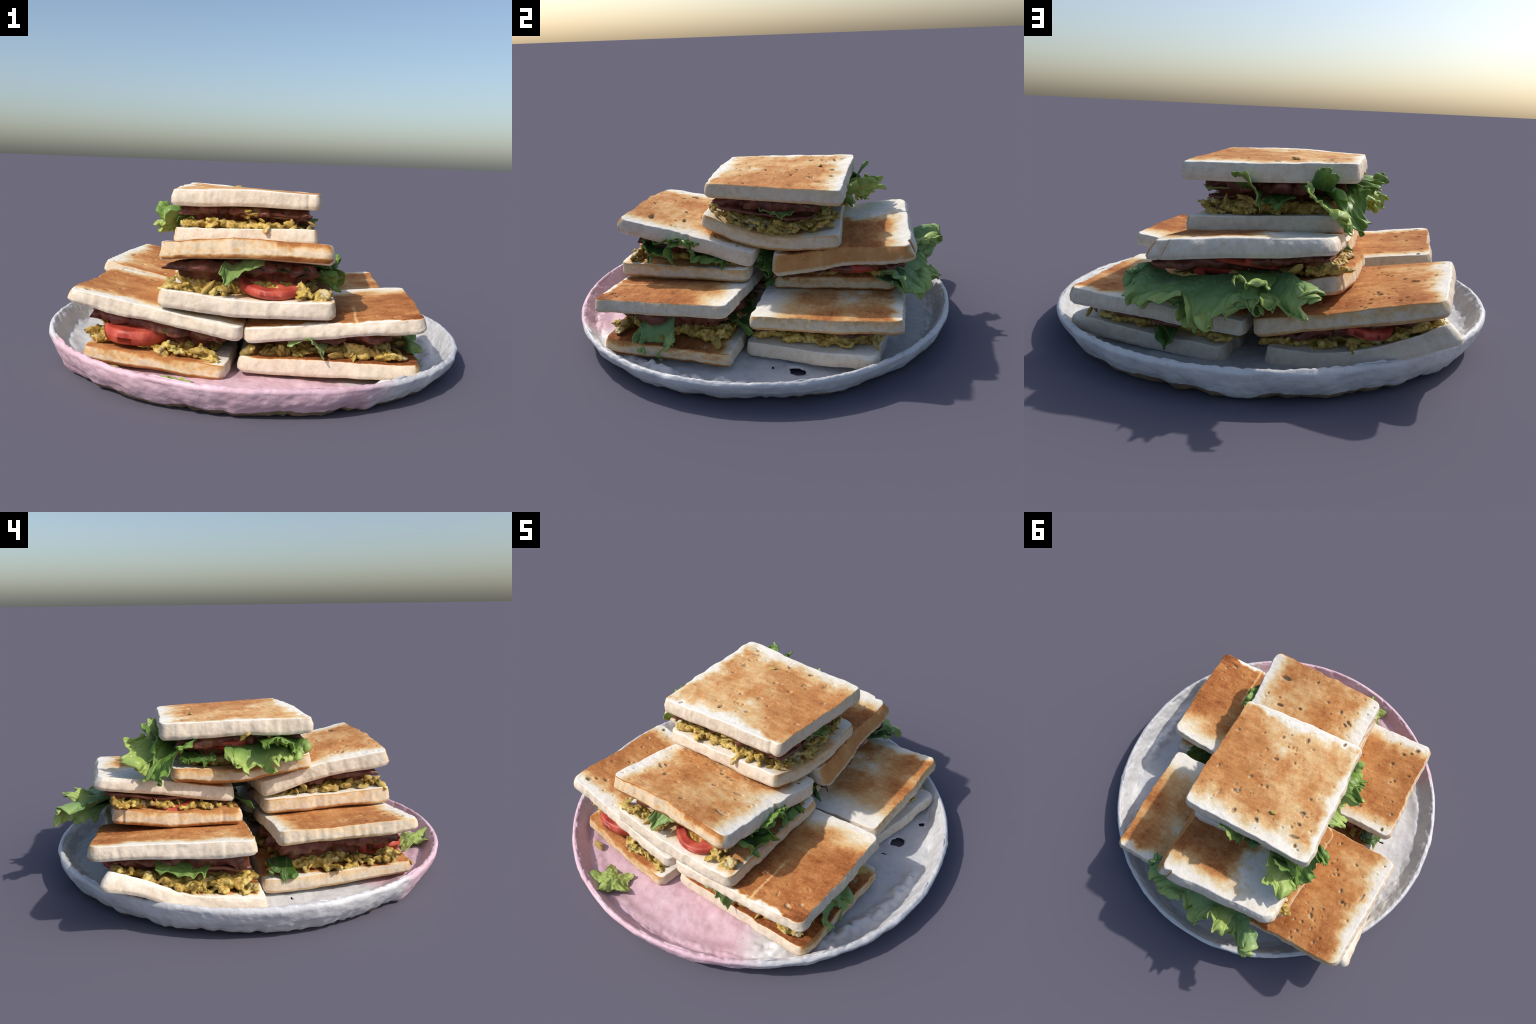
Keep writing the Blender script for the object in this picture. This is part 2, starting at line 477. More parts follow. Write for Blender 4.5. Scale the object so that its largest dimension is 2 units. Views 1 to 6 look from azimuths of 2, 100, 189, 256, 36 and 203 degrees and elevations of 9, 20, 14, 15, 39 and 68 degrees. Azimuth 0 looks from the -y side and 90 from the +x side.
# ----------------------------------------------------------------- bread
class Slice:
    """A slab of bread given by the four corners of its upper face (named by the signs of
    x and y), a thickness, and a coarse table of bends (metres along the normal)."""

    def __init__(self, mm, pm, pp, mp, thick, bend=None, low=None):
        self.c = np.array([[mm, mp], [pm, pp]], float)  # [u][v]
        self.t = thick
        self.bend = None if bend is None else np.array(bend, float)  # rows v from -y, columns u from -x
        c = self.c
        du = (c[1, 0] + c[1, 1] - c[0, 0] - c[0, 1]) / 2
        dv = (c[0, 1] + c[1, 1] - c[0, 0] - c[1, 0]) / 2
        n = np.cross(du, dv)
        self.n = n / np.linalg.norm(n)
        self.hx, self.hy = np.linalg.norm(du) / 2, np.linalg.norm(dv) / 2
        self.centre = c.mean((0, 1)) - self.n * thick / 2
        self.M, self.R = frame(self.centre, du, self.n)
        # lower corners: straight below the upper ones unless measured otherwise
        self.low = None if low is None else np.array([[low[0], low[3]], [low[1], low[2]]], float) - self.c + self.n * thick

    def top(self, u, v):
        u, v = np.asarray(u, float), np.asarray(v, float)
        c = self.c
        U, V = u[..., None], v[..., None]
        P = c[0, 0] * (1 - U) * (1 - V) + c[1, 0] * U * (1 - V) + c[0, 1] * (1 - U) * V + c[1, 1] * U * V
        if self.bend is not None:
            P = P + self.n * self._bend(u, v)[..., None]
        return P

    def _bend(self, u, v):
        b = self.bend

        def cr(tab, x):
            m = tab.shape[-1]
            x = np.clip(x, 0, 1) * (m - 1)
            k = np.minimum(x.astype(int), m - 2)
            f = x - k
            p = np.concatenate([2 * tab[..., :1] - tab[..., 1:2], tab, 2 * tab[..., -1:] - tab[..., -2:-1]], -1)
            return k, f, p

        nv, nu = b.shape
        cols = []
        ku, fu, _ = cr(b, u)
        pb = np.pad(b, 1, mode="edge")
        kv, fv, _ = cr(b.T, v)

        def w(f):
            return [(-f + 2 * f ** 2 - f ** 3) / 2, (2 - 5 * f ** 2 + 3 * f ** 3) / 2, (f + 4 * f ** 2 - 3 * f ** 3) / 2, (f ** 3 - f ** 2) / 2]

        wu, wv = w(fu), w(fv)
        out = 0
        for i in range(4):
            for j in range(4):
                out = out + wv[i] * wu[j] * pb[kv + i, ku + j]
        return out

    def at(self, u, v, drop):
        drop = np.asarray(drop, float)
        P = self.top(u, v) - self.n * drop[..., None]
        if self.low is not None:
            U, V = np.asarray(u, float)[..., None], np.asarray(v, float)[..., None]
            s = self.low
            P = P + (s[0, 0] * (1 - U) * (1 - V) + s[1, 0] * U * (1 - V) + s[0, 1] * (1 - U) * V + s[1, 1] * U * V) * (drop / self.t)[..., None]
        return P


def build_slice(sl, name, parent, mat, seed, n=150, pores=60, corner=0.16, notches=(), big_pores=()):
    corner *= 0.8
    r = np.random.default_rng(seed)
    e = 0.006 / max(sl.hx, sl.hy)
    g = np.concatenate([[-1, -1 + e * 0.25, -1 + e * 0.6, -1 + e * 1.1, -1 + e * 1.8], np.linspace(-1 + e * 2.8, 1 - e * 2.8, n), [1 - e * 1.8, 1 - e * 1.1, 1 - e * 0.6, 1 - e * 0.25, 1]])
    m = len(g)
    S, T = np.meshgrid(g, g, indexing="ij")
    rings = np.array([0.12, 0.26, 0.42, 0.58, 0.74, 0.88])

    def plan(S, T):
        """Square parameter -> plan in metres: rounded corners and a wavy outline."""
        mx = np.maximum(np.maximum(np.abs(S), np.abs(T)), 1e-6)
        a, b = np.abs(S) / mx, np.abs(T) / mx
        over = np.maximum(0, np.minimum(a, b) - (1 - corner)) / corner
        k = 1 - over ** 2 * corner * 0.26 * smooth(0.3, 1, mx)
        X, Y = S * k * sl.hx, T * k * sl.hy
        Q = np.stack([X, Y, 0 * X + seed], -1)
        wave = smooth(0.55, 1, mx) * (0.006 + 0.008 * vnoise(Q, 5, seed) + 0.0050 * vnoise(Q, 17, seed + 1) + 0.0026 * vnoise(Q, 48, seed + 11))
        rr = np.hypot(X, Y) + 1e-6
        for nx, ny, wd, dp in notches:  # small tears in the outline
            d = np.hypot(X / sl.hx - nx, Y / sl.hy - ny)
            wave = wave - dp * np.exp(-(d / wd) ** 2) * smooth(0.6, 1, mx)
        return X + wave * X / rr, Y + wave * Y / rr

    pitmask_faces = None
    # upper and lower skins
    X, Y = plan(S, T)
    edge = np.minimum((1 - np.abs(S)) * sl.hx, (1 - np.abs(T)) * sl.hy)
    re = 0.0055
    drop_e = re - np.sqrt(np.maximum(0, re ** 2 - np.maximum(0, re - edge) ** 2))
    Q = np.stack([X, Y, 0 * X], -1)
    swell = 0.0045 * vnoise(Q, 4, seed + 2) + 0.0022 * vnoise(Q, 14, seed + 3) + 0.0011 * vnoise(Q, 42, seed + 4)
    pit = np.zeros_like(X)
    holes = list(big_pores)
    for _ in range(pores):
        u = r.random()
        px_, py_ = (r.random() * 2 - 1) * 0.95 * sl.hx, (r.random() * 2 - 1) * 0.95 * sl.hy
        if r.random() > 0.35 + 0.65 * (vnoise(np.array([[px_, py_, 0.0]]), 4.5, seed + 9)[0] > 0):
            continue
        ra = 0.0042 + 0.0068 * u ** 3
        holes.append((px_, py_, ra * (1 + 0.9 * r.random()), ra, r.random() * 3.14))
    for hx_, hy_, ra, rb, an in holes:
        near = (np.abs(X - hx_) < 2.2 * ra) & (np.abs(Y - hy_) < 2.2 * ra)
        if not near.any():
            continue
        c, s = math.cos(an), math.sin(an)
        dx, dy = X[near] - hx_, Y[near] - hy_
        d = np.hypot((dx * c + dy * s) / ra, (-dx * s + dy * c) / rb)
        pit[near] = np.maximum(pit[near], (1 - smooth(0.55, 1.15, d)) * min(0.016, 0.9 * rb + 0.002))
    top_drop = drop_e - swell + pit
    bot_drop = sl.t - drop_e + 0.006 * vnoise(Q, 6, seed + 5)

    def place(X, Y, drop):
        return sl.at((X / sl.hx + 1) / 2, (Y / sl.hy + 1) / 2, drop)

    V = [place(X, Y, top_drop).reshape(-1, 3), place(X, Y, bot_drop).reshape(-1, 3)]
    f = grid_faces(m, m)
    F = [f, f[:, ::-1] + m * m]
    # cut sides: rings between the two skins
    per = np.concatenate([np.arange(m - 1) * m, (m - 1) * m + np.arange(m - 1), (np.arange(m - 1, 0, -1)) * m + m - 1, np.arange(m - 1, 0, -1)])
    xs, ys = X.ravel()[per], Y.ravel()[per]
    td, bd = top_drop.ravel()[per], bot_drop.ravel()[per]
    base = 2 * m * m
    rr = np.hypot(xs, ys)
    px = np.roll(xs, -4) - np.roll(xs, 4)
    py = np.roll(ys, -4) - np.roll(ys, 4)
    ln = np.hypot(px, py)
    ox, oy = py / ln, -px / ln
    rows = [per]
    for w in rings:
        Qs = np.stack([xs, ys, np.full_like(xs, w * sl.t)], -1)
        bulge = 0.007 * w + 0.003 * (1 - (2 * w - 1) ** 2) + (0.006 * vnoise(Qs, 7, seed + 6) + 0.0022 * vnoise(Qs, 24, seed + 7) + 0.0022 * vnoise(Qs, 60, seed + 8)) * math.sin(math.pi * w) ** 0.5
        V.append(place(xs + ox * bulge, ys + oy * bulge, td * (1 - w) + bd * w))
        rows.append(base + np.arange(len(per)))
        base += len(per)
    rows.append(per + m * m)
    for a, b in zip(rows[:-1], rows[1:]):
        F.append(np.stack([a, b, np.roll(b, -1), np.roll(a, -1)], -1))
    V = np.concatenate(V)
    F = np.concatenate(F)
    L = (V - sl.centre) @ sl.R
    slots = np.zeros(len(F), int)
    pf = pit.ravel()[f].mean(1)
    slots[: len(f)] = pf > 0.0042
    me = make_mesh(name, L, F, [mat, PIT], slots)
    return add(name, me, parent, sl.M)


# ----------------------------------------------------------------- fillings
def patch_mesh(low, high, u0, u1, v0, v1, w0, w1, seed, n=56, rough=0.012, taper=0.0):
    """A lumpy cushion between two slices: low/high give points for (u, v)."""
    g = np.linspace(0, 1, n)
    A, B = np.meshgrid(g, g, indexing="ij")
    mx = 2 * np.maximum(np.abs(A - 0.5), np.abs(B - 0.5))
    U, Vv = u0 + (u1 - u0) * A, v0 + (v1 - v0) * B
    Q = np.stack([U, Vv, 0 * U + seed], -1)
    shr = 1 + (0.16 * vnoise(Q, 7, seed) + 0.08 * vnoise(Q, 18, seed + 3)) * mx ** 3
    U, Vv = (U - 0.5) * shr + 0.5, (Vv - 0.5) * shr + 0.5
    lo, hi = low(U, Vv), high(U, Vv)
    e = np.sqrt(np.maximum(0, 1 - mx ** 10))
    mid = (w0 + w1) / 2
    Wt, Wb = mid + (w1 - mid) * (0.1 + 0.9 * e), mid + (w0 - mid) * (0.1 + 0.9 * e)
    Pt = lo + (hi - lo) * Wt[..., None]
    Ub, Vb = (U - 0.5) * (1 - taper) + 0.5, (Vv - 0.5) * (1 - taper) + 0.5
    lo, hi = low(Ub, Vb), high(Ub, Vb)
    Pb = lo + (hi - lo) * Wb[..., None]
    out = []
    for P in (Pt, Pb):
        d = np.stack([fbm(P, 24, seed + 1, 3), fbm(P, 24, seed + 4, 3), 0.8 * fbm(P, 24, seed + 7, 3)], -1)
        out.append((P + rough * d).reshape(-1, 3))
    V = np.concatenate(out)
    f = grid_faces(n, n)
    per = np.concatenate([np.arange(n - 1) * n, (n - 1) * n + np.arange(n - 1), (np.arange(n - 1, 0, -1)) * n + n - 1, np.arange(n - 1, 0, -1)])
    F = np.concatenate([f, f[:, ::-1] + n * n, np.stack([per, per + n * n, np.roll(per, -1) + n * n, np.roll(per, -1)], -1)])
    return V, F


def sheet_mesh(P, thick=0.004):
    """Closed thin sheet from an (a, b, 3) array of points."""
    a, b = P.shape[:2]
    du = np.gradient(P, axis=0)
    dv = np.gradient(P, axis=1)
    N = np.cross(du, dv)
    N /= np.linalg.norm(N, axis=-1, keepdims=True) + 1e-9
    V = np.concatenate([(P + N * thick / 2).reshape(-1, 3), (P - N * thick / 2).reshape(-1, 3)])
    f = grid_faces(a, b)
    n = a * b
    per = np.concatenate([np.arange(a - 1) * b, (a - 1) * b + np.arange(b - 1), (np.arange(a - 1, 0, -1)) * b + b - 1, np.arange(b - 1, 0, -1)])
    F = np.concatenate([f, f[:, ::-1] + n, np.stack([per, per + n, np.roll(per, -1) + n, np.roll(per, -1)], -1)])
    return V, F


def leaf(name, parent, base, edge, mat, seed, ruffle=0.022, waves=5.0, belly=0.0, belly_dir=(0, 0, 1), na=110, nb=44, thick=0.004, lobes=1.0):
    """A crinkled lettuce leaf spread between a base curve (inside the sandwich) and an edge curve.
    It is nearly smooth at the base; toward the edge ever finer folds add up to a frill."""
    A = catmull(base, na)
    E = catmull(edge, na)
    s = np.linspace(0, 1, na)
    t = np.linspace(0, 1, nb)
    length = np.linalg.norm(np.diff(E, axis=0), axis=1).sum()
    reach = np.linalg.norm(E - A, axis=1).mean()
    S1 = np.stack([s * length, 0 * s, 0 * s + seed], -1)
    lobe = -0.05 * lobes + 0.16 * lobes * vnoise(S1, 11, seed) + 0.10 * vnoise(S1, 24, seed + 1) + 0.05 * vnoise(S1, 66, seed + 2)
    D = E - A
    T = np.broadcast_to(t[None, :], (na, nb))
    P = A[:, None, :] + D[:, None, :] * (T * (1 + lobe[:, None] * T ** 3))[..., None]
    P = P + np.array(belly_dir, float) * (belly * 4 * T * (1 - T))[..., None]
    tu = np.gradient(P, axis=0)
    tv = np.gradient(P, axis=1)
    N = np.cross(tu, tv)
    N = N / (np.linalg.norm(N, axis=-1, keepdims=True) + 1e-9)
    side = tu / (np.linalg.norm(tu, axis=-1, keepdims=True) + 1e-9)
    out = tv / (np.linalg.norm(tv, axis=-1, keepdims=True) + 1e-9)
    # leaf coordinates in metres, sheared by noise so that no fold runs straight
    Q = np.stack([np.broadcast_to((s * length)[:, None], T.shape), T * reach, np.full(T.shape, seed * 1.7)], -1)
    Q = Q + 0.022 * np.stack([vnoise(Q, 14, seed + 3), vnoise(Q, 14, seed + 4), 0 * T], -1)
    sq = Q * np.array([1.0, 0.55, 1.0])
    f0 = waves / max(length, 0.05)
    g1, g2, g3 = smooth(0.05, 0.8, T), smooth(0.45, 1.0, T), smooth(0.7, 1.0, T)
    ruffle = ruffle * 1.45
    disp = ruffle * (1.15 * g1 * vnoise(sq, f0 * 0.9, seed + 5) + 0.95 * g2 * vnoise(sq, f0 * 2.1, seed + 6) + 0.62 * g3 * vnoise(sq, f0 * 4.6, seed + 7))
    disp = disp + 0.006 * vnoise(Q, 26, seed + 8) * g1 + 0.002 * vnoise(Q, 70, seed + 9)
    lean = ruffle * (0.7 * g2 * vnoise(sq, f0 * 2.1, seed + 10) + 0.7 * g3 * vnoise(sq, f0 * 4.6, seed + 11))
    curl = ruffle * 0.6 * g3 * (vnoise(sq, f0 * 2.5, seed + 12) - 0.4)
    wob = s * length * 2 * math.pi
    ph = (wob / 0.058)[:, None] + 2.6 * vnoise(sq, 9, seed + 13)
    fr = smooth(0.62, 1.0, T) * (0.7 + 0.6 * vnoise(sq, 8, seed + 14)) * min(1.0, ruffle / 0.03)
    disp = disp + 0.013 * fr * np.sin(ph) + 0.005 * fr * np.sin(2.7 * ph + 1)
    lean = lean + 0.012 * fr * np.cos(ph)
    curl = curl + 0.007 * fr * np.cos(1.6 * ph + 2)
    P = P + N * disp[..., None] + side * lean[..., None] + out * curl[..., None]
    V, F = sheet_mesh(P, thick)
    o = A.mean(0)
    M, R = frame(o, A[-1] - A[0], np.cross(A[-1] - A[0], (E - A).mean(0)))
    L = (V - o) @ R
    me = make_mesh(name, L, F, [mat])
    return add(name, me, parent, M)


def torn_scrap(centre, normal, radius, seed):
    """A crumpled little piece of leaf with five uneven points."""
    na, nb = 120, 34
    th = np.linspace(0, 2 * np.pi, na, endpoint=False)
    A, B = np.meshgrid(th, np.linspace(0.02, 1, nb), indexing="ij")
    C = np.stack([np.cos(A), np.sin(A), 0 * A], -1)
    lobe = 1 + 0.20 * np.cos(5 * A + 0.5) * (1 + 0.5 * vnoise(C, 1.4, seed)) + 0.16 * vnoise(C, 2.5, seed + 1) + 0.08 * vnoise(C, 7, seed + 2)
    R = radius * B * (1 + (lobe - 1) * B)
    P = np.stack([R * np.cos(A), R * np.sin(A), 0 * R], -1)
    z = 0.008 * vnoise(P, 22, seed + 3) + 0.006 * vnoise(P, 48, seed + 4) + 0.002 * vnoise(P, 100, seed + 5)
    z = z - 0.010 * B ** 2 + 0.022 * B ** 3 * vnoise(C, 1.8, seed + 6) + 0.008 * B ** 5 * vnoise(C, 6, seed + 7)
    P[..., 2] = z
    V = np.concatenate([(P + [0, 0, 0.002]).reshape(-1, 3), (P - [0, 0, 0.002]).reshape(-1, 3)])
    f = grid_faces(na, nb, True)
    n = na * nb
    rim, mid = np.arange(na) * nb + nb - 1, np.arange(na) * nb
    F = np.concatenate([f, f[:, ::-1] + n, np.stack([rim, rim + n, np.roll(rim, -1) + n, np.roll(rim, -1)], -1), np.stack([mid, np.roll(mid, -1), np.roll(mid, -1) + n, mid + n], -1)])
    M, _ = frame(centre, (1, 0, 0), normal)
    return add("lettuce_scrap", make_mesh("lettuce_scrap", V, F, [LEAF_SCRAP]), None, M)


def disc_slice(name, parent, centre, normal, radius, thick, seed, ring=0.28, squash=1.0):
    """A cut tomato slice: skin-edged flesh ring, a few spokes, seedy pulp sunk between."""
    na, nb = 96, 26
    th = np.linspace(0, 2 * np.pi, na, endpoint=False)
    rr = np.linspace(0.02, 1, nb)
    A, B = np.meshgrid(th, rr, indexing="ij")
    wob = 1 + 0.05 * vnoise(np.stack([np.cos(A), np.sin(A), 0 * A + seed], -1), 1.6, seed)
    X, Y = radius * B * wob * np.cos(A), radius * B * wob * np.sin(A) * squash
    spoke = np.abs(np.sin(1.5 * A + seed))
    inside = (1 - smooth(1 - ring - 0.06, 1 - ring + 0.02, B)) * smooth(0.14, 0.26, B) * smooth(0.16, 0.34, spoke)
    edge = 1 - np.sqrt(np.maximum(0, 1 - np.maximum(0, (B - 0.9) / 0.1) ** 2))
    Q = np.stack([X, Y, 0 * X + seed], -1)
    top = thick / 2 * (1 - edge) - inside * thick * 0.38 + inside * 0.008 * fbm(Q, 60, seed, 2) + 0.0015 * vnoise(Q, 30, seed)
    bot = -thick / 2 * (1 - edge) + inside * thick * 0.2
    V = np.concatenate([np.stack([X, Y, top], -1).reshape(-1, 3), np.stack([X, Y, bot], -1).reshape(-1, 3)])
    f = grid_faces(na, nb, True)
    n = na * nb
    rim = np.arange(na) * nb + nb - 1
    cen = np.arange(na) * nb
    F = np.concatenate([f, f[:, ::-1] + n, np.stack([rim, rim + n, np.roll(rim, -1) + n, np.roll(rim, -1)], -1), np.stack([cen, np.roll(cen, -1), np.roll(cen, -1) + n, cen + n], -1)])
    slots = np.zeros(len(F), int)
    slots[: len(f)] = inside.ravel()[f].mean(1) > 0.45
    me = make_mesh(name, V, F, [TOM, PULP], slots)
    M, _ = frame(centre, (1, 0.13, 0), normal)
    return add(name, me, parent, M)


def ham_sheet(name, parent, P, seed, amp=0.012, thick=0.012):
    P = P + np.array([0, 0, 1.0]) * (amp * vnoise(P, 9, seed) + 0.4 * amp * vnoise(P, 24, seed + 1))[..., None]
    V, F = sheet_mesh(P, thick)
    o = P.reshape(-1, 3).mean(0)
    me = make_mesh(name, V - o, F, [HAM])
    return add(name, me, parent, Matrix.Translation(Vector(o)))


CHUNKS, CHUNK_RAW = [], []


def chunk_meshes():
    """A handful of lumpy egg pieces, shared by every egg_chunk object."""
    for k in range(7):
        bm = bmesh.new()
        bmesh.ops.create_icosphere(bm, subdivisions=3, radius=1)
        P = np.array([v.co for v in bm.verts])
        d = 1 + 0.32 * vnoise(P, 1.3, 50 + k) + 0.26 * vnoise(P, 2.7, 60 + k) + 0.10 * vnoise(P, 6.0, 70 + k)
        # a few flat knife cuts make the pieces blocky
        rr = np.random.default_rng(80 + k)
        P = P * d[:, None] * np.array([1.15, 0.9, 0.8])
        for _ in range(4):
            nrm = rr.normal(size=3)
            nrm /= np.linalg.norm(nrm)
            h = 0.5 + 0.25 * rr.random()
            over = np.maximum(0, P @ nrm - h)
            P = P - 0.8 * over[:, None] * nrm
        for v, p in zip(bm.verts, P):
            v.co = p
        CHUNK_RAW.append((P, [tuple(v.index for v in f.verts) for f in bm.faces]))
        me = bpy.data.meshes.new("egg_chunk")
        bm.to_mesh(me)
        bm.free()
        me.materials.append(EGG)
        me.polygons.foreach_set("use_smooth", np.ones(len(me.polygons), bool))
        CHUNKS.append(me)


def chunk(parent, p, size, r, name="egg_chunk"):
    M = Matrix.Translation(Vector(p)) @ Matrix.Rotation(r.random() * 6.28, 4, Vector(r.normal(size=3)).normalized()) @ Matrix.Diagonal((*(size * np.array([1.5, 0.95, 0.55]) * (0.7 + 0.6 * r.random(3))), 1))
    return add(name, CHUNKS[int(r.integers(len(CHUNKS)))], parent, M)


SIDE = {"-x": (0, 0), "+x": (0, 1), "-y": (1, 0), "+y": (1, 1)}


class Sandwich:
    def __init__(self, top, bottom, seed, label):
        self.t, self.b = top, bottom
        self.r = np.random.default_rng(seed)
        self.seed = seed
        self.root = bpy.data.objects.new("toast_sandwich", None)
        COLL.objects.link(self.root)
        self.root.empty_display_size = 0.05
        c = bottom.c.mean((0, 1))
        self.root.location = (c[0], c[1], c[2] - bottom.t)
        self.root["label"] = label
        self.root["category"] = "sandwich"
        self.lumps = []
        self.map_u()

    def map_u(self):
        """Rows of the lower slice and the upper slice pair up by (u, v)."""
        self.low = lambda u, v: self.b.top(u, v)
        self.high = lambda u, v: self.t.at(u, v, np.full(np.shape(u), self.t.t))

    def pt(self, u, v, w):
        u, v = np.asarray(u, float), np.asarray(v, float)
        lo, hi = self.low(u, v), self.high(u, v)
        return lo + (hi - lo) * np.asarray(w, float)[..., None]

    def cushion(self, name, mat, inset, w, rough, seed, taper=0.0):
        V, F = patch_mesh(self.low, self.high, inset[0], 1 - inset[1], inset[2], 1 - inset[3], w[0], w[1], seed, rough=rough, taper=taper)
        o = V.mean(0)
        add(name, make_mesh(name, V - o, F, [mat]), self.root, Matrix.Translation(Vector(o)))

    def egg(self):
        """Everything collected in self.lumps fused into one lumpy egg_salad body."""
        V, F, base = [], [], 0
        for v, f in self.lumps:
            V.append(v)
            F += [tuple(int(i) + base for i in q) for q in f]
            base += len(v)
        V = np.concatenate(V)
        o = V.mean(0)
        me = bpy.data.meshes.new("egg_salad")
        me.from_pydata((V - o).tolist(), [], F)
        me.materials.append(EGG)
        ob = add("egg_salad", me, self.root, Matrix.Translation(Vector(o)))
        rm = ob.modifiers.new("Remesh", "REMESH")
        rm.mode = "VOXEL"
        rm.voxel_size = 0.0048
        rm.use_smooth_shade = True
        for nm, size, st in (("egg_lumps", 0.030, -0.022), ("egg_grain", 0.012, -0.008)):
            tx = bpy.data.textures.new(nm, "CLOUDS")
            tx.noise_scale = size
            tx.noise_type = "HARD_NOISE"
            dm = ob.modifiers.new(nm, "DISPLACE")
            dm.texture = tx
            dm.texture_coords = "LOCAL"
            dm.strength = st
            dm.mid_level = 0.35
        ob["kind"] = "stuff"

    def mass(self, inset=(0.10, 0.10, 0.10, 0.10), w=(0.0, 0.45), rough=0.014, core=True, meat=None):
        self.lumps.append(patch_mesh(self.low, self.high, inset[0], 1 - inset[1], inset[2], 1 - inset[3], w[0], w[1], self.seed, n=56, rough=rough))
        if core:  # a darker lumpy mass fills the rest of the gap, set further back
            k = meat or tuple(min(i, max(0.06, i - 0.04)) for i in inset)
            self.cushion("dark_gap_filling", HAM, k, (w[1] - 0.15, 1.02), rough * 1.2, self.seed + 20, 0.16)

    def ham(self, u0, u1, v0, v1, w, amp=0.012, seed=0):
        n = 40
        U, V = np.meshgrid(np.linspace(u0, u1, n), np.linspace(v0, v1, n), indexing="ij")
        wob = 0.03 * vnoise(np.stack([U, V, 0 * U], -1), 6, self.seed + seed)
        P = self.pt(U + wob, V + wob, np.full_like(U, w))
        ham_sheet("ham_slice", self.root, P, self.seed + seed, amp)

    def inner_leaf(self, inset=0.10, w=0.78, amp=0.012, mat=None):
        """The lettuce that lies flat inside, its crinkled border just showing in the gap."""
        n = 84
        g = np.linspace(0, 1, n)
        A, B = np.meshgrid(g, g, indexing="ij")
        U, V = inset + (1 - 2 * inset) * A, inset + (1 - 2 * inset) * B
        wob = 0.035 * vnoise(np.stack([U, V, 0 * U + 3], -1), 7, self.seed + 40)
        P = self.pt(U + wob, V - wob, np.full_like(U, w))
        mx = 2 * np.maximum(np.abs(A - 0.5), np.abs(B - 0.5))
        P = P + np.array([0, 0, 1.0]) * ((amp * mx ** 3 + 0.003) * (vnoise(P, 16, self.seed + 41) + 0.5 * vnoise(P, 38, self.seed + 42)))[..., None]
        Vv, F = sheet_mesh(P, 0.005)
        o = Vv.mean(0)
        add("lettuce_leaf", make_mesh("lettuce_leaf", Vv - o, F, [mat or LEAF_DARK]), self.root, Matrix.Translation(Vector(o)))

    def chunks(self, side, a0, a1, count, inset=0.06, depth=0.05, w=(0.0, 0.25), size=(0.012, 0.026)):
        axis, end = SIDE[side]
        for _ in range(int(round(count * 0.95))):
            a = a0 + (a1 - a0) * self.r.random()
            d = inset + depth * self.r.random()
            c = 1 - d if end else d
            u, v = (c, a) if axis == 0 else (a, c)
            ww = w[0] + (w[1] - w[0]) * self.r.random() ** 1.5
            p = self.pt(u, v, ww)
            s = size[0] + (size[1] - size[0]) * self.r.random() ** 1.6
            p = p + np.array([0, 0, 0.3 * s])
            if self.r.random() < 0.30:
                chunk(self.root, p, s * 0.95, self.r)
            else:
                v, f = CHUNK_RAW[int(self.r.integers(len(CHUNK_RAW)))]
                R = np.array(Matrix.Rotation(self.r.random() * 6.28, 3, Vector(self.r.normal(size=3)).normalized()))
                q = (v * (s * np.array([1.7, 1.0, 0.55]) * (0.7 + 0.6 * self.r.random(3)))) @ R.T
                self.lumps.append((q * np.array([1.15, 1.15, 0.75]) + p, f))


